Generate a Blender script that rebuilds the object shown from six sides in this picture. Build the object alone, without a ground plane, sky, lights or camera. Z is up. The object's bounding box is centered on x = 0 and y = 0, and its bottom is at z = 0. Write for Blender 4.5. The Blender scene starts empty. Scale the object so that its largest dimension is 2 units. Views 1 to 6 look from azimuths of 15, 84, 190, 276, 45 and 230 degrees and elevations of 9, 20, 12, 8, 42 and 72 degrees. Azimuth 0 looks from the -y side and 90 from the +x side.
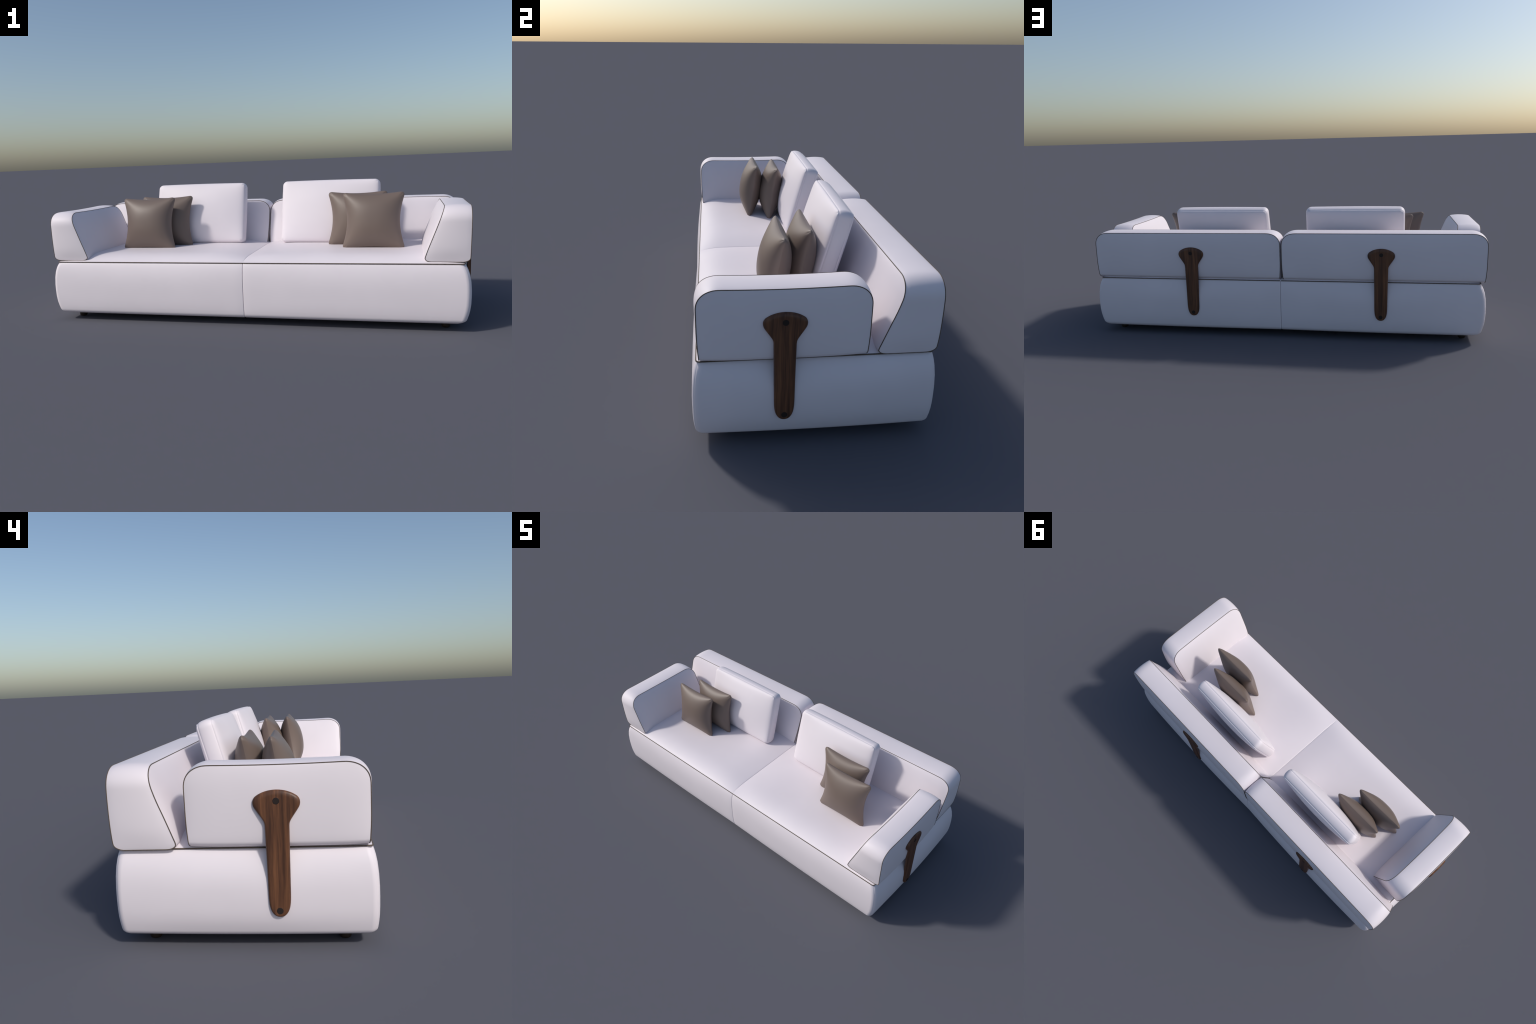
"""Two-seat upholstered sofa: white leather modules with dark piping, walnut
brackets, loose back cushions and four taupe throw pillows."""
import bpy, math
from mathutils import Vector, Matrix

# ------------------------------------------------------------------ materials
def new_mat(name):
    m = bpy.data.materials.new(name)
    m.use_nodes = True
    nt = m.node_tree
    return m, nt, nt.nodes["Principled BSDF"]


def leather(name, colour, rough, spec, grain_scale, grain_strength, vary=0.04, sheen=0.0):
    m, nt, p = new_mat(name)
    N, L = nt.nodes, nt.links
    tc = N.new("ShaderNodeTexCoord")
    cloud = N.new("ShaderNodeTexNoise")
    cloud.inputs["Scale"].default_value = 5.0
    cloud.inputs["Detail"].default_value = 3.0
    L.new(tc.outputs["Object"], cloud.inputs["Vector"])
    ramp = N.new("ShaderNodeValToRGB")
    a, b = ramp.color_ramp.elements
    a.position, b.position = 0.3, 0.7
    a.color = tuple(c * (1 - vary) for c in colour) + (1,)
    b.color = tuple(min(1, c * (1 + vary * 0.5)) for c in colour) + (1,)
    L.new(cloud.outputs["Fac"], ramp.inputs["Fac"])
    L.new(ramp.outputs["Color"], p.inputs["Base Color"])
    grain = N.new("ShaderNodeTexVoronoi")
    grain.inputs["Scale"].default_value = grain_scale
    L.new(tc.outputs["Object"], grain.inputs["Vector"])
    bump = N.new("ShaderNodeBump")
    bump.inputs["Strength"].default_value = grain_strength
    bump.inputs["Distance"].default_value = 0.0006
    L.new(grain.outputs["Distance"], bump.inputs["Height"])
    if grain_strength > 0:
        L.new(bump.outputs["Normal"], p.inputs["Normal"])
    p.inputs["Roughness"].default_value = rough
    p.inputs["Specular IOR Level"].default_value = spec
    p.inputs["Sheen Weight"].default_value = sheen
    return m


def walnut():
    m, nt, p = new_mat("walnut")
    N, L = nt.nodes, nt.links
    tc = N.new("ShaderNodeTexCoord")
    info = N.new("ShaderNodeObjectInfo")
    shift = N.new("ShaderNodeVectorMath"); shift.operation = 'MULTIPLY'
    comb = N.new("ShaderNodeCombineXYZ")
    for k in "XYZ":
        L.new(info.outputs["Random"], comb.inputs[k])
    L.new(comb.outputs[0], shift.inputs[0]); shift.inputs[1].default_value = (3.1, 7.3, 5.7)
    add = N.new("ShaderNodeVectorMath"); add.operation = 'ADD'
    L.new(tc.outputs["Object"], add.inputs[0]); L.new(shift.outputs[0], add.inputs[1])
    # slow sideways wander of the grain
    wob = N.new("ShaderNodeTexNoise"); wob.inputs["Scale"].default_value = 6.0; wob.inputs["Detail"].default_value = 1.0
    L.new(add.outputs[0], wob.inputs["Vector"])
    wsc = N.new("ShaderNodeVectorMath"); wsc.operation = 'MULTIPLY_ADD'
    L.new(wob.outputs["Color"], wsc.inputs[0]); wsc.inputs[1].default_value = (0.016, 0.016, 0.0)
    L.new(add.outputs[0], wsc.inputs[2])
    mp = N.new("ShaderNodeMapping"); mp.inputs["Scale"].default_value = (210, 80, 8)
    L.new(wsc.outputs[0], mp.inputs["Vector"])
    fine = N.new("ShaderNodeTexNoise"); fine.inputs["Scale"].default_value = 1.0
    fine.inputs["Detail"].default_value = 6.0; fine.inputs["Roughness"].default_value = 0.65
    L.new(mp.outputs[0], fine.inputs["Vector"])
    mp2 = N.new("ShaderNodeMapping"); mp2.inputs["Scale"].default_value = (60, 26, 3.0)
    L.new(wsc.outputs[0], mp2.inputs["Vector"])
    broad = N.new("ShaderNodeTexNoise"); broad.inputs["Scale"].default_value = 1.0; broad.inputs["Detail"].default_value = 2.0
    L.new(mp2.outputs[0], broad.inputs["Vector"])
    mix = N.new("ShaderNodeMix"); mix.data_type = 'FLOAT'; mix.inputs["Factor"].default_value = 0.5
    L.new(fine.outputs["Fac"], mix.inputs["A"]); L.new(broad.outputs["Fac"], mix.inputs["B"])
    ramp = N.new("ShaderNodeValToRGB")
    e = ramp.color_ramp.elements
    e[0].position, e[0].color = 0.32, (0.034, 0.017, 0.011, 1)
    e[1].position, e[1].color = 0.68, (0.195, 0.084, 0.039, 1)
    mid = e.new(0.47); mid.color = (0.088, 0.038, 0.021, 1)
    L.new(mix.outputs["Result"], ramp.inputs["Fac"])
    L.new(ramp.outputs["Color"], p.inputs["Base Color"])
    p.inputs["Roughness"].default_value = 0.42
    p.inputs["Specular IOR Level"].default_value = 0.35
    bump = N.new("ShaderNodeBump"); bump.inputs["Strength"].default_value = 0.15; bump.inputs["Distance"].default_value = 0.0005
    L.new(fine.outputs["Fac"], bump.inputs["Height"]); L.new(bump.outputs["Normal"], p.inputs["Normal"])
    return m


def plain(name, colour, rough, spec=0.4):
    m, nt, p = new_mat(name)
    N, L = nt.nodes, nt.links
    tc = N.new("ShaderNodeTexCoord")
    no = N.new("ShaderNodeTexNoise"); no.inputs["Scale"].default_value = 180
    L.new(tc.outputs["Object"], no.inputs["Vector"])
    ramp = N.new("ShaderNodeValToRGB")
    ramp.color_ramp.elements[0].color = tuple(c * 0.85 for c in colour) + (1,)
    ramp.color_ramp.elements[1].color = tuple(c * 1.15 for c in colour) + (1,)
    L.new(no.outputs["Fac"], ramp.inputs["Fac"])
    L.new(ramp.outputs["Color"], p.inputs["Base Color"])
    p.inputs["Roughness"].default_value = rough
    p.inputs["Specular IOR Level"].default_value = spec
    return m


WHITE = leather("white_leather", (0.80, 0.740, 0.780), 0.5, 0.35, 420, 0.0, 0.02)
TAUPE = leather("taupe_leather", (0.172, 0.130, 0.109), 0.47, 0.45, 420, 0.015, 0.03)
PIPING = plain("dark_piping", (0.110, 0.086, 0.068), 0.6, 0.3)
WALNUT = walnut()
BOLT = plain("bolt_dark", (0.022, 0.0155, 0.0135), 0.65, 0.25)
FOOT = plain("foot_dark", (0.026, 0.018, 0.014), 0.6, 0.25)

# ------------------------------------------------------------------ helpers
def make_obj(name, verts, faces, mat, parent=None, sharp=(), smooth=True):
    me = bpy.data.meshes.new(name)
    me.from_pydata([tuple(v) for v in verts], [], faces)
    me.validate()
    me.materials.append(mat)
    for p in me.polygons:
        p.use_smooth = smooth
    if sharp:
        want = {tuple(sorted(e)) for e in sharp}
        for e in me.edges:
            if tuple(sorted(e.vertices)) in want:
                e.use_edge_sharp = True
    ob = bpy.data.objects.new(name, me)
    bpy.context.scene.collection.objects.link(ob)
    if parent is not None:
        ob.parent = parent
    return ob


def grid_faces(rows, cols, flip=False, base=0):
    out = []
    for i in range(rows - 1):
        for j in range(cols - 1):
            f = (base + i * cols + j, base + i * cols + j + 1, base + (i + 1) * cols + j + 1, base + (i + 1) * cols + j)
            out.append(f[::-1] if flip else f)
    return out


def fix_normals(ob):
    import bmesh
    bm = bmesh.new(); bm.from_mesh(ob.data)
    bmesh.ops.recalc_face_normals(bm, faces=bm.faces)
    bm.to_mesh(ob.data); bm.free()


def spline(pts, z):
    """monotone-ish cubic through (z, value) control points"""
    if z <= pts[0][0]:
        return pts[0][1]
    if z >= pts[-1][0]:
        return pts[-1][1]
    for i in range(len(pts) - 1):
        if pts[i][0] <= z <= pts[i + 1][0]:
            break
    (z0, a), (z1, b) = pts[i], pts[i + 1]
    h = z1 - z0
    def slope(k):
        if k == 0:
            return (pts[1][1] - pts[0][1]) / (pts[1][0] - pts[0][0])
        if k == len(pts) - 1:
            return (pts[k][1] - pts[k - 1][1]) / (pts[k][0] - pts[k - 1][0])
        return (pts[k + 1][1] - pts[k - 1][1]) / (pts[k + 1][0] - pts[k - 1][0])
    m0, m1 = slope(i) * h, slope(i + 1) * h
    t = (z - z0) / h
    return (2*t**3 - 3*t*t + 1) * a + (t**3 - 2*t*t + t) * m0 + (-2*t**3 + 3*t*t) * b + (t**3 - t*t) * m1


def tube(points, radius, closed=True, seg=8):
    """round cord swept along a path"""
    n = len(points)
    P = [Vector(p) for p in points]
    verts, faces = [], []
    ref = None
    for i in range(n):
        if closed:
            t = (P[(i + 1) % n] - P[i - 1]).normalized()
        else:
            t = (P[min(i + 1, n - 1)] - P[max(i - 1, 0)]).normalized()
        if ref is None:
            ref = Vector((0, 0, 1)) if abs(t.z) < 0.8 else Vector((1, 0, 0))
        ref = (ref - t * ref.dot(t)).normalized()
        bi = t.cross(ref)
        for k in range(seg):
            a = 2 * math.pi * k / seg
            verts.append(P[i] + radius * (math.cos(a) * ref + math.sin(a) * bi))
    # twist of the last ring against the first is absorbed by nearest offset
    off = 0
    if closed:
        best = 1e9
        for o in range(seg):
            d = sum((verts[(n - 1) * seg + k] - verts[(k + o) % seg]).length for k in range(seg))
            if d < best:
                best, off = d, o
    for i in range(n if closed else n - 1):
        for k in range(seg):
            a, b = i * seg + k, i * seg + (k + 1) % seg
            if i == n - 1:
                c, d = (k + 1 + off) % seg, (k + off) % seg
            else:
                c, d = (i + 1) * seg + (k + 1) % seg, (i + 1) * seg + k
            faces.append((a, b, c, d))
    if not closed:
        faces.append(tuple(range(seg))[::-1])
        faces.append(tuple(range((n - 1) * seg, n * seg)))
    return verts, faces


def resample(points, step, closed=True):
    P = [Vector(p) for p in points]
    if closed:
        P = P + [P[0]]
    out, carry = [P[0].copy()], 0.0
    for a, b in zip(P, P[1:]):
        d = (b - a).length
        if d < 1e-9:
            continue
        s = step - carry
        while s < d:
            out.append(a.lerp(b, s / d)); s += step
        carry = d - (s - step)
    if closed and (out[-1] - out[0]).length < step * 0.5:
        out.pop()
    return out


def bell(t, n=2.0, p=0.6):
    """0 at t=0 and 1, 1 in the middle"""
    return max(0.0, 1 - abs(2 * t - 1) ** n) ** p


# ------------------------------------------------------------------ bolsters
def bolster(name, parent, to_world, p0, p1, zb, zt, top_r, lean, q_out, q_in, corner_out, corner_in,
            puff_strip=0.006, puff_in=0.018, puff_out=0.0085, puff_low=0.001, cord=0.0015):
    """Armrest / backrest: side outline (rounded top) in the p-z plane, wedge
    cross-section (thick foot, narrow top) in q. A strip runs up the front,
    over the top and down the rear; a wrap-round panel closes both faces and
    the underside. Piping follows the strip's border."""
    nb, nm, ntp = 7, 9, 14
    Z = []
    rz = 0.018
    for k in range(nb):
        Z.append(zb + rz * (1 - math.cos(0.5 * math.pi * k / nb)))
    zc = zt - top_r * 0.95
    for k in range(nm):
        Z.append(zb + rz + (zc - zb - rz) * k / nm)
    for k in range(ntp + 1):
        Z.append(zc + (zt - zc) * math.sin(0.5 * math.pi * k / ntp))
    nz = len(Z)

    def corner_shift(z, r):
        d = z - zb
        return 0.0 if d >= rz else r * (1 - math.sqrt(max(0.0, 1 - (1 - d / rz) ** 2)))

    def B(z):
        return spline(q_out, z) - corner_shift(z, corner_out), spline(q_in, z) + corner_shift(z, corner_in)

    def A(z):
        e = 0.0
        if z > zc:
            s = min(1.0, (z - zc) / (zt - zc))
            n = 2.3
            e = top_r * 1.12 * (1 - max(0.0, 1 - s ** n) ** (1 / n))
        foot = lean * max(0.0, 1 - (z - zb) / 0.10) ** 2
        return p0 + e + foot, p1 - e - foot

    NT = 25
    T = [0.5 - 0.5 * math.cos(math.pi * k / (NT - 1)) for k in range(NT)]
    T = [0.5 * t + 0.5 * k / (NT - 1) for k, t in enumerate(T)]
    rowsA = [(A(z)[0], z) for z in Z] + \
            [(A(zt)[0] + (A(zt)[1] - A(zt)[0]) * t, zt) for t in T[1:-1]] + \
            [(A(z)[1], z) for z in reversed(Z)]
    NC = 15
    verts, index = [], {}

    def put(v):
        key = tuple(round(c, 6) for c in v)
        if key not in index:
            index[key] = len(verts); verts.append(v)
        return index[key]

    faces, sharp = [], []
    # strip
    R = len(rowsA)
    strip = []
    for i, (p, z) in enumerate(rowsA):
        pa, za = rowsA[max(i - 1, 0)]; pb, zb_ = rowsA[min(i + 1, R - 1)]
        tp, tz = pb - pa, zb_ - za
        l = math.hypot(tp, tz) or 1.0
        nrm = (-tz / l, tp / l)
        qo, qi = B(z)
        endfade = min(1.0, (z - zb) / 0.05) ** 0.7 if z > zb else 0.0
        row = []
        for c in range(NC):
            t = c / (NC - 1)
            h = puff_strip * bell(t, 2.0, 0.75) * endfade if 0 < c < NC - 1 else 0.0
            row.append(put((p + nrm[0] * h, qo + (qi - qo) * t, z + nrm[1] * h)))
        strip.append(row)
    for a, b in zip(strip, strip[1:]):
        for c in range(NC - 1):
            faces.append((a[c], a[c + 1], b[c + 1], b[c]))
    # panel
    loop = [('o', z) for z in reversed(Z)]
    loop += [('b', t) for t in [c / (NC - 1) for c in range(1, NC - 1)]]
    loop += [('i', z) for z in Z]
    panel = []
    for kind, val in loop:
        row = []
        z = zb if kind == 'b' else val
        qo, qi = B(z)
        pa, pb = A(z)
        for t in T:
            p = pa + (pb - pa) * t
            s = (z - zb) / (zt - zb)
            g = bell(t, 3.4, 0.6) * bell(min(1, max(0, 0.02 + 0.98 * s)), 2.6, 0.7)
            if kind == 'o':
                v = (p, qo + (puff_out * g if 0 < t < 1 and 0 < s < 1 else 0), z)
            elif kind == 'i':
                v = (p, qi - (puff_in * g if 0 < t < 1 and 0 < s < 1 else 0), z)
            else:
                v = (p, qo + (qi - qo) * val, z)
            low = max(0.0, 1 - (z - zb) / 0.030) ** 1.5
            if 0 < t < 1 and low > 0:
                v = (v[0], v[1], v[2] - puff_low * bell(t, 5.0, 0.6) * low)
            row.append(put(v))
        panel.append(row)
    for a, b in zip(panel, panel[1:]):
        for c in range(NT - 1):
            faces.append((a[c], a[c + 1], b[c + 1], b[c]))
    border = [r[0] for r in strip] + strip[-1][1:-1] + [r[-1] for r in reversed(strip)] + strip[0][-2:0:-1]
    for a, b in zip(border, border[1:] + border[:1]):
        sharp.append((a, b))
    world = [to_world(*v) for v in verts]
    faces = [f for f in faces if len(set(f)) == 4]
    ob = make_obj(name, world, faces, WHITE, parent, sharp)
    import bmesh
    bm = bmesh.new(); bm.from_mesh(ob.data)
    bmesh.ops.recalc_face_normals(bm, faces=bm.faces)
    bm.to_mesh(ob.data); bm.free()
    path = resample([world[i] for i in border], 0.006)
    tv, tf = tube(path, cord)
    pip = make_obj("piping", tv, tf, PIPING, ob)
    fix_normals(pip)
    return ob


# ------------------------------------------------------------------ the sofa
sofa = bpy.data.objects.new("sofa", None)
bpy.context.scene.collection.objects.link(sofa)
sofa["label"] = "long low white leather sofa with dark piping and walnut brackets"
sofa["category"] = "sofa"

Y_FRONT, Y_REAR, X_END = -0.3640, 0.3530, 0.9535
Z_PIPE = 0.2905

# --- plinth modules: bulged boxes (stack of plan outlines)
#   z, outset beyond the piping line (front/rear), outset at the end
BASE_PROFILE = [(0.0578 - 0.0252 * math.cos(a), 0.0112 - 0.030 * (1 - math.sin(a)), 0.0118 - 0.040 * (1 - math.sin(a)))
                for a in (0.0, 0.25, 0.5, 0.75, 1.0, 1.25, 1.5)]
BASE_PROFILE += [(0.074, 0.0131, 0.0163), (0.095, 0.0145, 0.0204), (0.120, 0.0152, 0.0232), (0.150, 0.0155, 0.0243),
                 (0.180, 0.0153, 0.0243), (0.215, 0.0138, 0.0225), (0.245, 0.0110, 0.0180), (0.265, 0.0076, 0.0125),
                 (0.279, 0.0040, 0.0065), (0.286, 0.0012, 0.0020), (0.2895, -0.0015, -0.002), (0.290, -0.010, -0.010)]


def plan_outline(front, rear, inner, outer, r, r_in, sag_f, sag_r, sag_end):
    """closed outline of a module in plan, x from inner seam to outer end"""
    pts = []
    def arc(cx, cy, a0, a1, rr, n, seam=0.0):
        for k in range(n + 1):
            a = math.radians(a0 + (a1 - a0) * k / n)
            q = rr - (seam if 2 * k == n else 0.0)        # upholstery seam down the corner
            pts.append([cx + q * math.cos(a), cy + q * math.sin(a)])
    def line(xa, ya, xb, yb, n, bx, by):
        for k in range(1, n):
            t = k / n
            g = 1 - (2 * t - 1) ** 2
            pts.append([xa + (xb - xa) * t + bx * g, ya + (yb - ya) * t + by * g])
    arc(inner + r_in, front + r_in, 180, 270, r_in, 5)
    line(inner + r_in, front, outer - r, front, 24, 0, -sag_f)
    arc(outer - r, front + r, 270, 360, r, 16, 0.0011)
    line(outer, front + r, outer, rear - r, 18, sag_end, 0)
    arc(outer - r, rear - r, 0, 90, r, 16, 0.0011)
    line(outer - r, rear, inner + r_in, rear, 24, 0, sag_r)
    arc(inner + r_in, rear - r_in, 90, 180, r_in, 5)
    return pts


def smooth(t):
    t = min(1.0, max(0.0, t))
    return t * t * (3 - 2 * t)


def base_module(side):
    verts, faces, n = [], [], 0
    for z, o, oe in BASE_PROFILE:
        ins = 0.0006 + max(0.0, -o) * 0.5
        full = smooth((0.290 - z) / 0.09) * (0.55 + 0.45 * smooth((z - 0.03) / 0.07))
        back = o if o < 0 else o * 0.76
        oe = oe if oe < 0 else oe * 1.16
        ring = plan_outline(Y_FRONT - o * 1.08, Y_REAR + back, ins, X_END + oe, 0.024, 0.0026, 0.0045 * full, 0.0100 * full, 0.0098 * full)
        n = len(ring)
        verts += [(side * x, y, z) for x, y in ring]
    k = len(BASE_PROFILE)
    for i in range(k - 1):
        for j in range(n):
            faces.append((i * n + j, i * n + (j + 1) % n, (i + 1) * n + (j + 1) % n, (i + 1) * n + j))
    faces.append(tuple(range(n)))
    faces.append(tuple(range((k - 1) * n, k * n)))
    ob = make_obj("base", verts, faces, WHITE, sofa)
    fix_normals(ob)
    return ob


def seat_height(x, y):
    """x measured from the seam to the end: crowned, dipping at the seam"""
    def rise(d, w, n):
        return 1 - (1 - min(1.0, max(0.0, d / w))) ** n
    f = rise(y - Y_FRONT, 0.15, 3.2)
    b = rise(Y_REAR - y, 0.12, 3.0)
    e = rise(X_END - x, 0.13, 3.0)
    s = 0.46 + 0.54 * rise(x, 0.20, 2.2)
    if x < 0.003:
        s -= 0.05 * (1 - x / 0.003) ** 2
    return Z_PIPE + 0.002 + 0.0315 * f * b * e * s


def seat_piping(side, ob):
    # piping: front, end and rear edge of the module, dipping at the seam
    f, b, e, r2 = Y_FRONT - 0.001, Y_REAR + 0.001, X_END + 0.001, 0.011
    path = [(0.0005, f + 0.001), (0.004, f), (e - r2, f)]
    for k in range(1, 8):
        a = math.radians(-90 + 90 * k / 8); path.append((e - r2 + r2 * math.cos(a), f + r2 + r2 * math.sin(a)))
    path += [(e, f + r2), (e, b - r2)]
    for k in range(1, 8):
        a = math.radians(90 * k / 8); path.append((e - r2 + r2 * math.cos(a), b - r2 + r2 * math.sin(a)))
    path += [(e - r2, b), (0.004, b), (0.0005, b - 0.001)]
    pts = [(side * x, y, Z_PIPE + 0.0008 - 0.0012 * max(0, 1 - x / 0.03) ** 2) for x, y in path]
    fine = resample(pts, 0.005, closed=False)
    tv, tf = tube(fine, 0.0023, closed=False)
    pip = make_obj("piping", tv, tf, PIPING, ob)
    fix_normals(pip)


def seat_pad(side):
    def stops(a, b, n):
        out = []
        for k in range(n + 1):
            t = k / n
            out.append(a + (b - a) * (0.35 * t + 0.65 * (0.5 - 0.5 * math.cos(math.pi * t))))
        return out
    xs = [0.0001, 0.001, 0.002] + stops(0.003, X_END, 60)
    ys = stops(Y_FRONT, Y_REAR, 50)
    r = 0.010
    verts = []
    def place(x, y, z):
        cx, dx = X_END - r, x - (X_END - r)
        for cy, dy, sg in ((Y_FRONT + r, (Y_FRONT + r) - y, -1), (Y_REAR - r, y - (Y_REAR - r), 1)):
            if dx > 0 and dy > 0:
                k = max(dx, dy) / math.hypot(dx, dy)
                x, y = cx + dx * k, cy + sg * dy * k
        return (side * x, y, z)
    for x in xs:
        for y in ys:
            verts.append(place(x, y, seat_height(x, y)))
    cols = len(ys)
    faces = grid_faces(len(xs), cols)
    # short skirt down behind the piping
    rim = [i * cols for i in range(len(xs))] + [(len(xs) - 1) * cols + j for j in range(1, cols)] + \
          [i * cols + cols - 1 for i in range(len(xs) - 2, -1, -1)] + [j for j in range(cols - 2, 0, -1)]
    base = len(verts)
    for i in rim:
        x, y, z = verts[i]
        verts.append((x, y, 0.286))
    m = len(rim)
    for k in range(m):
        faces.append((rim[k], rim[(k + 1) % m], base + (k + 1) % m, base + k))
    faces.append(tuple(base + k for k in range(m)))
    sharp = [(rim[k], rim[(k + 1) % m]) for k in range(m)]
    ob = make_obj("seat", verts, faces, WHITE, sofa, sharp)
    fix_normals(ob)
    seat_piping(side, ob)
    return ob


for s in (-1, 1):
    base_module(s)
    seat_pad(s)

# --- armrests (p runs along y, q points outward from the sofa)
ARM_OUT = [(0.298, 0.9745), (0.34, 0.9755), (0.40, 0.9770), (0.47, 0.9780), (0.53, 0.9775)]
ARM_IN = [(0.298, 0.788), (0.315, 0.7940), (0.349, 0.8055), (0.409, 0.8285), (0.462, 0.8485), (0.506, 0.8640), (0.53, 0.8715)]


def arm_place(side):
    """arms bow outwards a little in plan and their top sags slightly at mid-length"""
    def place(p, q, z):
        g = max(0.0, 1 - ((p + 0.107) / 0.2525) ** 2)
        g2 = max(0.0, 1 - ((p + 0.107) / 0.20) ** 2)
        return (side * (q + 0.004 * g), p, z - 0.0028 * g2 * max(0.0, (z - 0.298) / 0.231) ** 3)
    return place


for s in (-1, 1):
    bolster("armrest", sofa, arm_place(s), -0.3595, 0.1460, 0.2985, 0.5290, 0.066, 0.005,
            ARM_OUT, ARM_IN, 0.030, 0.032, puff_out=0.007, puff_low=0.0038)

# --- backrests (p runs along x, q points to the rear)
BACK_OUT = [(0.294, 0.357), (0.33, 0.3605), (0.40, 0.3635), (0.46, 0.3645), (0.53, 0.3630)]
BACK_IN = [(0.294, 0.173), (0.316, 0.1810), (0.35, 0.1930), (0.39, 0.2080), (0.43, 0.2240), (0.47, 0.2375), (0.50, 0.2445), (0.529, 0.2490)]
for x0, x1 in ((-0.9770, -0.0092), (-0.0018, 0.9665)):
    bolster("backrest", sofa, lambda p, q, z: (p, q, z), x0, x1, 0.294, 0.5290, 0.064, 0.006,
            BACK_OUT, BACK_IN, 0.030, 0.034)


# ------------------------------------------------------------------ walnut brackets
def bracket_outline():
    """half outline (w, z) from the crown down to the foot, mirrored; z relative to the head bolt"""
    half = [(0.0, 0.0293), (0.0210, 0.0272), (0.0385, 0.0219), (0.0508, 0.0155), (0.0584, 0.0098), (0.0628, 0.0025), (0.0642, -0.0050),
            (0.0632, -0.0125), (0.0600, -0.0200), (0.0515, -0.0330), (0.0420, -0.0470), (0.0362, -0.0570), (0.0338, -0.0660), (0.0332, -0.0850),
            (0.0324, -0.1300), (0.0317, -0.1800), (0.0312, -0.2300), (0.0308, -0.2650), (0.0296, -0.2860), (0.0266, -0.3015),
            (0.0210, -0.3140), (0.0120, -0.3228), (0.0, -0.3258)]
    # smooth through the control points (Catmull-Rom)
    full = half + [(-w, z) for w, z in half[-2:0:-1]]
    n, out = len(full), []
    for i in range(n):
        p0, p1, p2, p3 = (Vector((*full[(i + k - 1) % n], 0)) for k in range(4))
        for t in (0.0, 0.25, 0.5, 0.75):
            out.append(0.5 * (2 * p1 + (p2 - p0) * t + (2 * p0 - 5 * p1 + 4 * p2 - p3) * t * t + (3 * p1 - p0 - 3 * p2 + p3) * t ** 3))
    return [(v.x, v.y) for v in out]


OUT = bracket_outline()


def bracket_mesh(depth):
    """solid plate, back at y=0 and face at y=-depth, with a broad soft slope round the head"""
    n = len(OUT)
    inward = []
    for i in range(n):
        (ax, az), (bx, bz) = OUT[i - 1], OUT[(i + 1) % n]
        tx, tz = bx - ax, bz - az
        l = math.hypot(tx, tz)
        inward.append((tz / l, -tx / l))
    width = []
    for w, z in OUT:
        head = min(1.0, max(0.0, (z + 0.050) / 0.055))
        width.append(0.0058 + 0.0085 * head * head * (3 - 2 * head))
    verts, faces = [], []
    def ring(frac, y):
        for i in range(n):
            verts.append((OUT[i][0] + inward[i][0] * width[i] * frac, y, OUT[i][1] + inward[i][1] * width[i] * frac))
    levels = [(0.0, 0.0)]
    side = 0.45
    levels.append((0.0, -depth * side))
    for k in range(1, 9):
        a = 0.5 * math.pi * k / 8
        levels.append((1 - math.cos(a), -depth * (side + (1 - side) * math.sin(a))))
    levels.append((1.12, -depth))
    for f, y in levels:
        ring(f, y)
    m = len(levels)
    for i in range(m - 1):
        for j in range(n):
            faces.append((i * n + j, (i + 1) * n + j, (i + 1) * n + (j + 1) % n, i * n + (j + 1) % n))
    faces.append(tuple(range((m - 1) * n, m * n)))
    faces.append(tuple(range(n))[::-1])
    return verts, faces


DEPTH = 0.014
bv, bf = bracket_mesh(DEPTH)
proto = make_obj("bracket", bv, bf, WALNUT, sofa)
fix_normals(proto)
for e in proto.data.edges:
    a, b = (proto.data.vertices[i].co for i in e.vertices)
    if a.y == 0 and b.y == 0:
        e.use_edge_sharp = True


def bolt_mesh():
    n, r, verts, faces = 24, 0.0092, [], []
    prof = [(r, 0.004), (r, -0.0004), (r * 0.95, -0.0007), (0.0, -0.0007)]
    for rr, y in prof[:-1]:
        verts += [(rr * math.cos(2 * math.pi * k / n), y, rr * math.sin(2 * math.pi * k / n)) for k in range(n)]
    for i in range(2):
        for k in range(n):
            faces.append((i * n + k, i * n + (k + 1) % n, (i + 1) * n + (k + 1) % n, (i + 1) * n + k))
    faces.append(tuple(range(2 * n, 3 * n)))
    return verts, faces


bo = make_obj("bolt", *bolt_mesh(), BOLT, proto, smooth=False)
fix_normals(bo)
ZB = 0.4305
# (x, y of the plate's back, turn about z): face looks along local -y
SPOTS = [((0.9990 - DEPTH), -0.107, 90), (-(0.9990 - DEPTH), -0.107, -90),
         (-0.4920, 0.3830 - DEPTH, 180), (0.4515, 0.3830 - DEPTH, 180)]
for k, (x, y, turn) in enumerate(SPOTS):
    br = proto if k == 0 else proto.copy()
    if k:
        bpy.context.scene.collection.objects.link(br)
    br.parent = sofa
    br.location = (x, y, ZB)
    br.rotation_euler = (0, 0, math.radians(turn))
    for j, dz in enumerate((0.0, -0.3065)):
        b = bo if (k == 0 and j == 0) else bo.copy()
        if not (k == 0 and j == 0):
            bpy.context.scene.collection.objects.link(b)
        b.parent = br
        b.location = (0, -DEPTH, dz)

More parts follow.
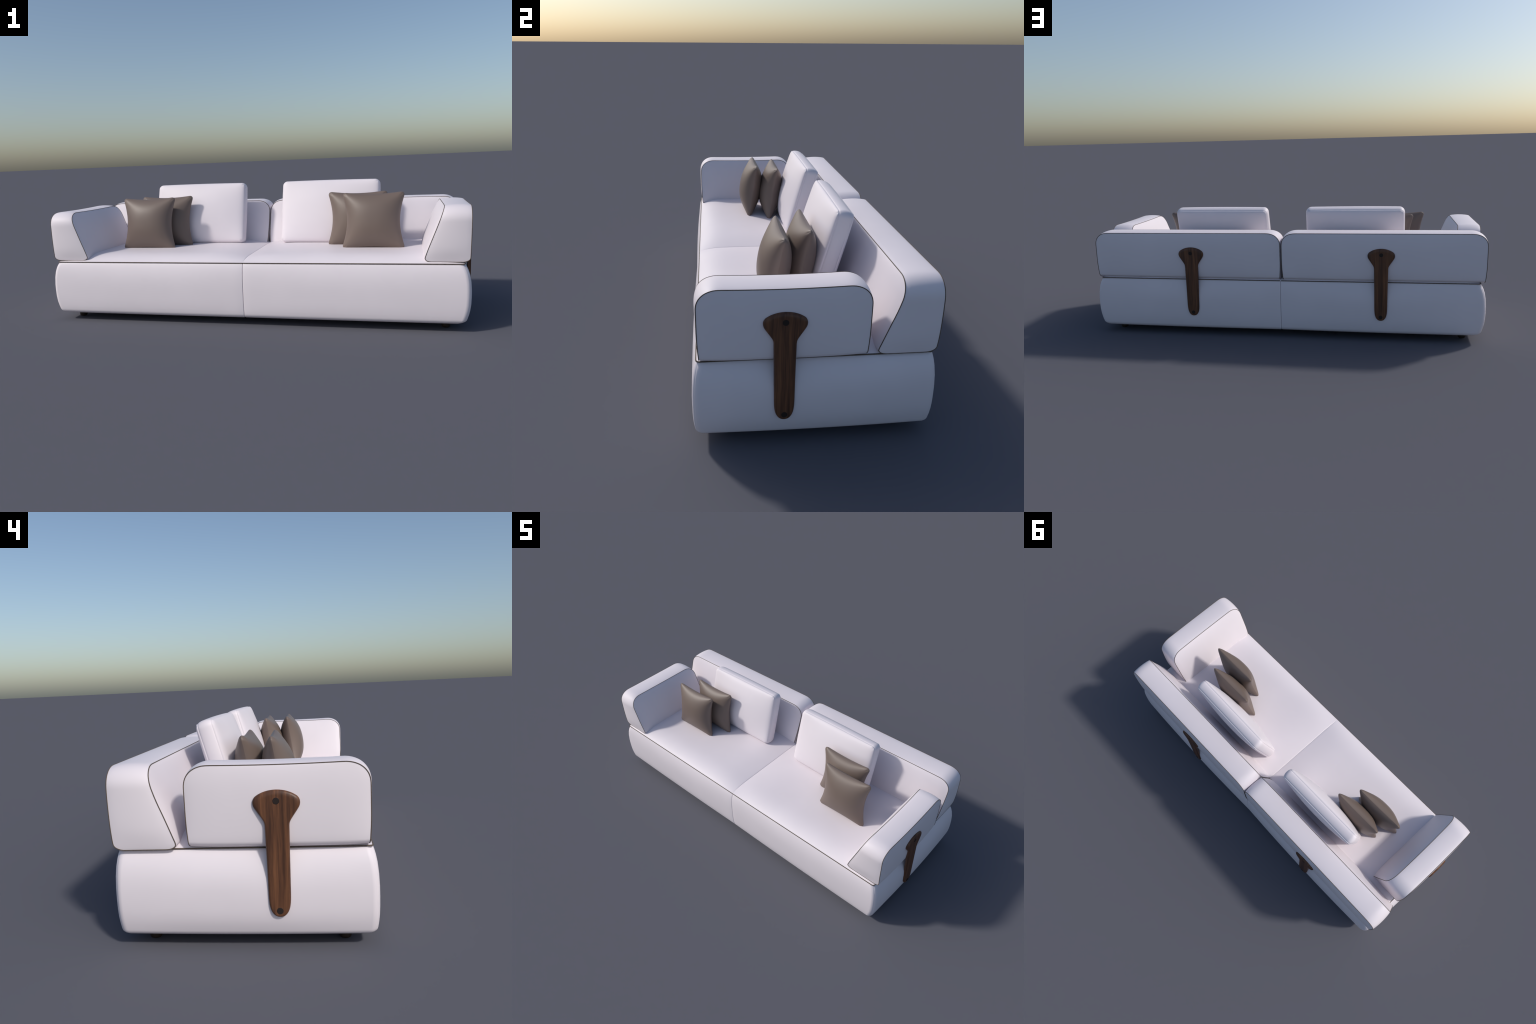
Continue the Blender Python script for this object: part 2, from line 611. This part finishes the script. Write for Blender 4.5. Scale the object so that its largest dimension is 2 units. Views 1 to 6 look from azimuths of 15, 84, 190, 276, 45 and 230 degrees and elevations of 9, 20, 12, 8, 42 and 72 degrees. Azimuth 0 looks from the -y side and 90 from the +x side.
# ------------------------------------------------------------------ feet
def foot_mesh():
    n, verts, faces = 28, [], []
    prof = [(0.0110, 0.0), (0.0155, 0.0012), (0.0180, 0.0050), (0.0190, 0.0110), (0.0190, 0.038)]
    for r, z in prof:
        verts += [(r * math.cos(2 * math.pi * k / n), r * math.sin(2 * math.pi * k / n), z) for k in range(n)]
    for i in range(len(prof) - 1):
        for k in range(n):
            faces.append((i * n + k, i * n + (k + 1) % n, (i + 1) * n + (k + 1) % n, (i + 1) * n + k))
    faces.append(tuple(range(n))[::-1])
    faces.append(tuple(range((len(prof) - 1) * n, len(prof) * n)))
    return verts, faces


ft = make_obj("foot", *foot_mesh(), FOOT, sofa)
for k, (x, y) in enumerate(((-0.885, -0.287), (0.885, -0.287), (-0.885, 0.279), (0.882, 0.281))):
    o = ft if k == 0 else ft.copy()
    if k:
        bpy.context.scene.collection.objects.link(o)
    o.parent = sofa
    o.location = (x, y, 0)


# ------------------------------------------------------------------ back cushions
def cushion_mesh(a, b, border, front, rear, edge_f, edge_r):
    """box cushion: two puffed panels, a border between two seams"""
    r = 0.020
    NU, NV = 56, 40
    us = [-1 + 2 * k / NU for k in range(NU + 1)]
    us = [math.sin(0.5 * math.pi * u) * 0.88 + 0.12 * u for u in us]
    vs = [-1 + 2 * k / NV for k in range(NV + 1)]
    vs = [math.sin(0.5 * math.pi * v) * 0.88 + 0.12 * v for v in vs]
    def plan(u, v):
        x = u * (a + 0.002 * (1 - v * v)); z = v * (b + 0.002 * (1 - u * u))
        dx, dz = abs(x) - (a - r), abs(z) - (b - r)
        if dx > 0 and dz > 0:
            k = max(dx, dz) / math.hypot(dx, dz)
            x = math.copysign(a - r + dx * k, x); z = math.copysign(b - r + dz * k, z)
        return x, z
    def dome(u, v, base):
        return math.sqrt(max(0.0, (1 - abs(u) ** 22))) * math.sqrt(max(0.0, (1 - abs(v) ** 15))) * \
            (base + (1 - base) * (1 - abs(u) ** 2.2) * (1 - abs(v) ** 2.2))
    verts, faces, sharp = [], [], []
    cols = len(vs)
    for y0, h, sg, ef in ((-border / 2, front, -1, edge_f), (border / 2, rear, 1, edge_r)):
        base = len(verts)
        for u in us:
            for v in vs:
                x, z = plan(u, v)
                verts.append((x, y0 + sg * h * dome(u, v, ef), z))
        faces += grid_faces(len(us), cols, base=base)
    R = len(us)
    rim = [i * cols for i in range(R)] + [(R - 1) * cols + j for j in range(1, cols)] + \
          [i * cols + cols - 1 for i in range(R - 2, -1, -1)] + [j for j in range(cols - 2, 0, -1)]
    m, second = len(rim), R * cols
    def outward(x, z):
        n = Vector((math.copysign(max(0, abs(x) - (a - r)), x), math.copysign(max(0, abs(z) - (b - r)), z)))
        return n.normalized() if n.length > 1e-9 else n
    for i in rim:                       # seams are pulled in: a fine groove
        for k in (i, second + i):
            x, y, z = verts[k]
            n = outward(x, z)
            verts[k] = (x - n.x * 0.0018, y, z - n.y * 0.0018)
    rows = [rim]
    for t in (0.05, 0.12, 0.22, 0.36, 0.50, 0.64, 0.78, 0.88, 0.95):
        row = []
        for i in rim:
            x, y, z = verts[i]
            g = 0.0006 + 0.0062 * bell(t, 2.0, 0.75)
            n = outward(x, z)
            row.append(len(verts))
            verts.append((x + n.x * g, -border / 2 + border * t, z + n.y * g))
        rows.append(row)
    rows.append([second + i for i in rim])
    for ra, rb in zip(rows, rows[1:]):
        for k in range(m):
            faces.append((ra[k], ra[(k + 1) % m], rb[(k + 1) % m], rb[k]))
    for row in (rows[0], rows[-1]):
        for k in range(m):
            sharp.append((row[k], row[(k + 1) % m]))
    return verts, faces, sharp


cv, cf, cs = cushion_mesh(0.2448, 0.1565, 0.048, 0.041, 0.035, 0.30, 0.34)
cush = make_obj("back_cushion", cv, cf, WHITE, sofa, cs)
fix_normals(cush)
for k, (x, y, turn) in enumerate(((-0.3570, 0.1120, 0.0), (0.3400, 0.1140, -0.9))):
    o = cush if k == 0 else cush.copy()
    if k:
        bpy.context.scene.collection.objects.link(o)
    o.parent = sofa
    o.location = (x, y, 0.4745)
    o.rotation_euler = (math.radians(-15.5), 0, math.radians(turn))


# ------------------------------------------------------------------ throw pillows
def pillow_mesh(a, b, thick):
    N = 48
    ts = [-1 + 2 * k / N for k in range(N + 1)]
    ts = [math.sin(0.5 * math.pi * t) * 0.8 + 0.2 * t for t in ts]
    r = 0.023
    def plan(u, v):
        du, dv = abs(u) - (1 - r / a), abs(v) - (1 - r / a)
        if du > 0 and dv > 0:
            k = max(du, dv) / math.hypot(du, dv)
            u = math.copysign(1 - r / a + du * k, u); v = math.copysign(1 - r / a + dv * k, v)
        x = (a + 0.0055) * u * (1 - 0.170 * (1 - v * v) ** 1.15 * abs(u) ** 1.5)
        z = b * v * (1 - 0.080 * (1 - u * u) ** 1.15 * abs(v) ** 1.5)
        return x, z
    verts, faces = [], []
    n = len(ts)
    ids = [{}, {}]
    for s, sg in ((0, -1), (1, 1)):
        for i, u in enumerate(ts):
            for j, v in enumerate(ts):
                edge = i in (0, n - 1) or j in (0, n - 1)
                if s == 1 and edge:
                    ids[1][i, j] = ids[0][i, j]; continue
                x, z = plan(u, v)
                fu, fv = max(1e-6, 1 - abs(u) ** 2.2) ** 0.70, max(1e-6, 1 - abs(v) ** 2.2) ** 0.70
                h = 0.0 if edge else thick / (1 / fu + 1 / fv - 1)
                ids[s][i, j] = len(verts)
                verts.append((x, sg * h, z))
        for i in range(n - 1):
            for j in range(n - 1):
                d = ids[s]
                f = (d[i, j], d[i + 1, j], d[i + 1, j + 1], d[i, j + 1])
                faces.append(f if s == 0 else f[::-1])
    sharp = []
    for k in range(n - 1):
        for c in (0, n - 1):
            sharp.append((ids[0][k, c], ids[0][k + 1, c])); sharp.append((ids[0][c, k], ids[0][c, k + 1]))
    return verts, faces, sharp


pv, pf, ps = pillow_mesh(0.1415, 0.1350, 0.0575)
first = None
for x, y, z, turn in ((0.5675, -0.0950, 0.4475, 0.0), (0.4872, 0.0045, 0.4475, 0.0),
                      (-0.5730, -0.0955, 0.4475, 0.6), (-0.5130, 0.0035, 0.4475, 0.0)):
    if first is None:
        o = first = make_obj("throw_pillow", pv, pf, TAUPE, None, ps)
        fix_normals(o)
    else:
        o = first.copy()
        bpy.context.scene.collection.objects.link(o)
    o.location = (x, y, z)
    o.rotation_euler = (math.radians(-8.5), 0, math.radians(turn))
    o["label"] = "square taupe leather throw pillow with pinched corners"
    o["category"] = "throw pillow"
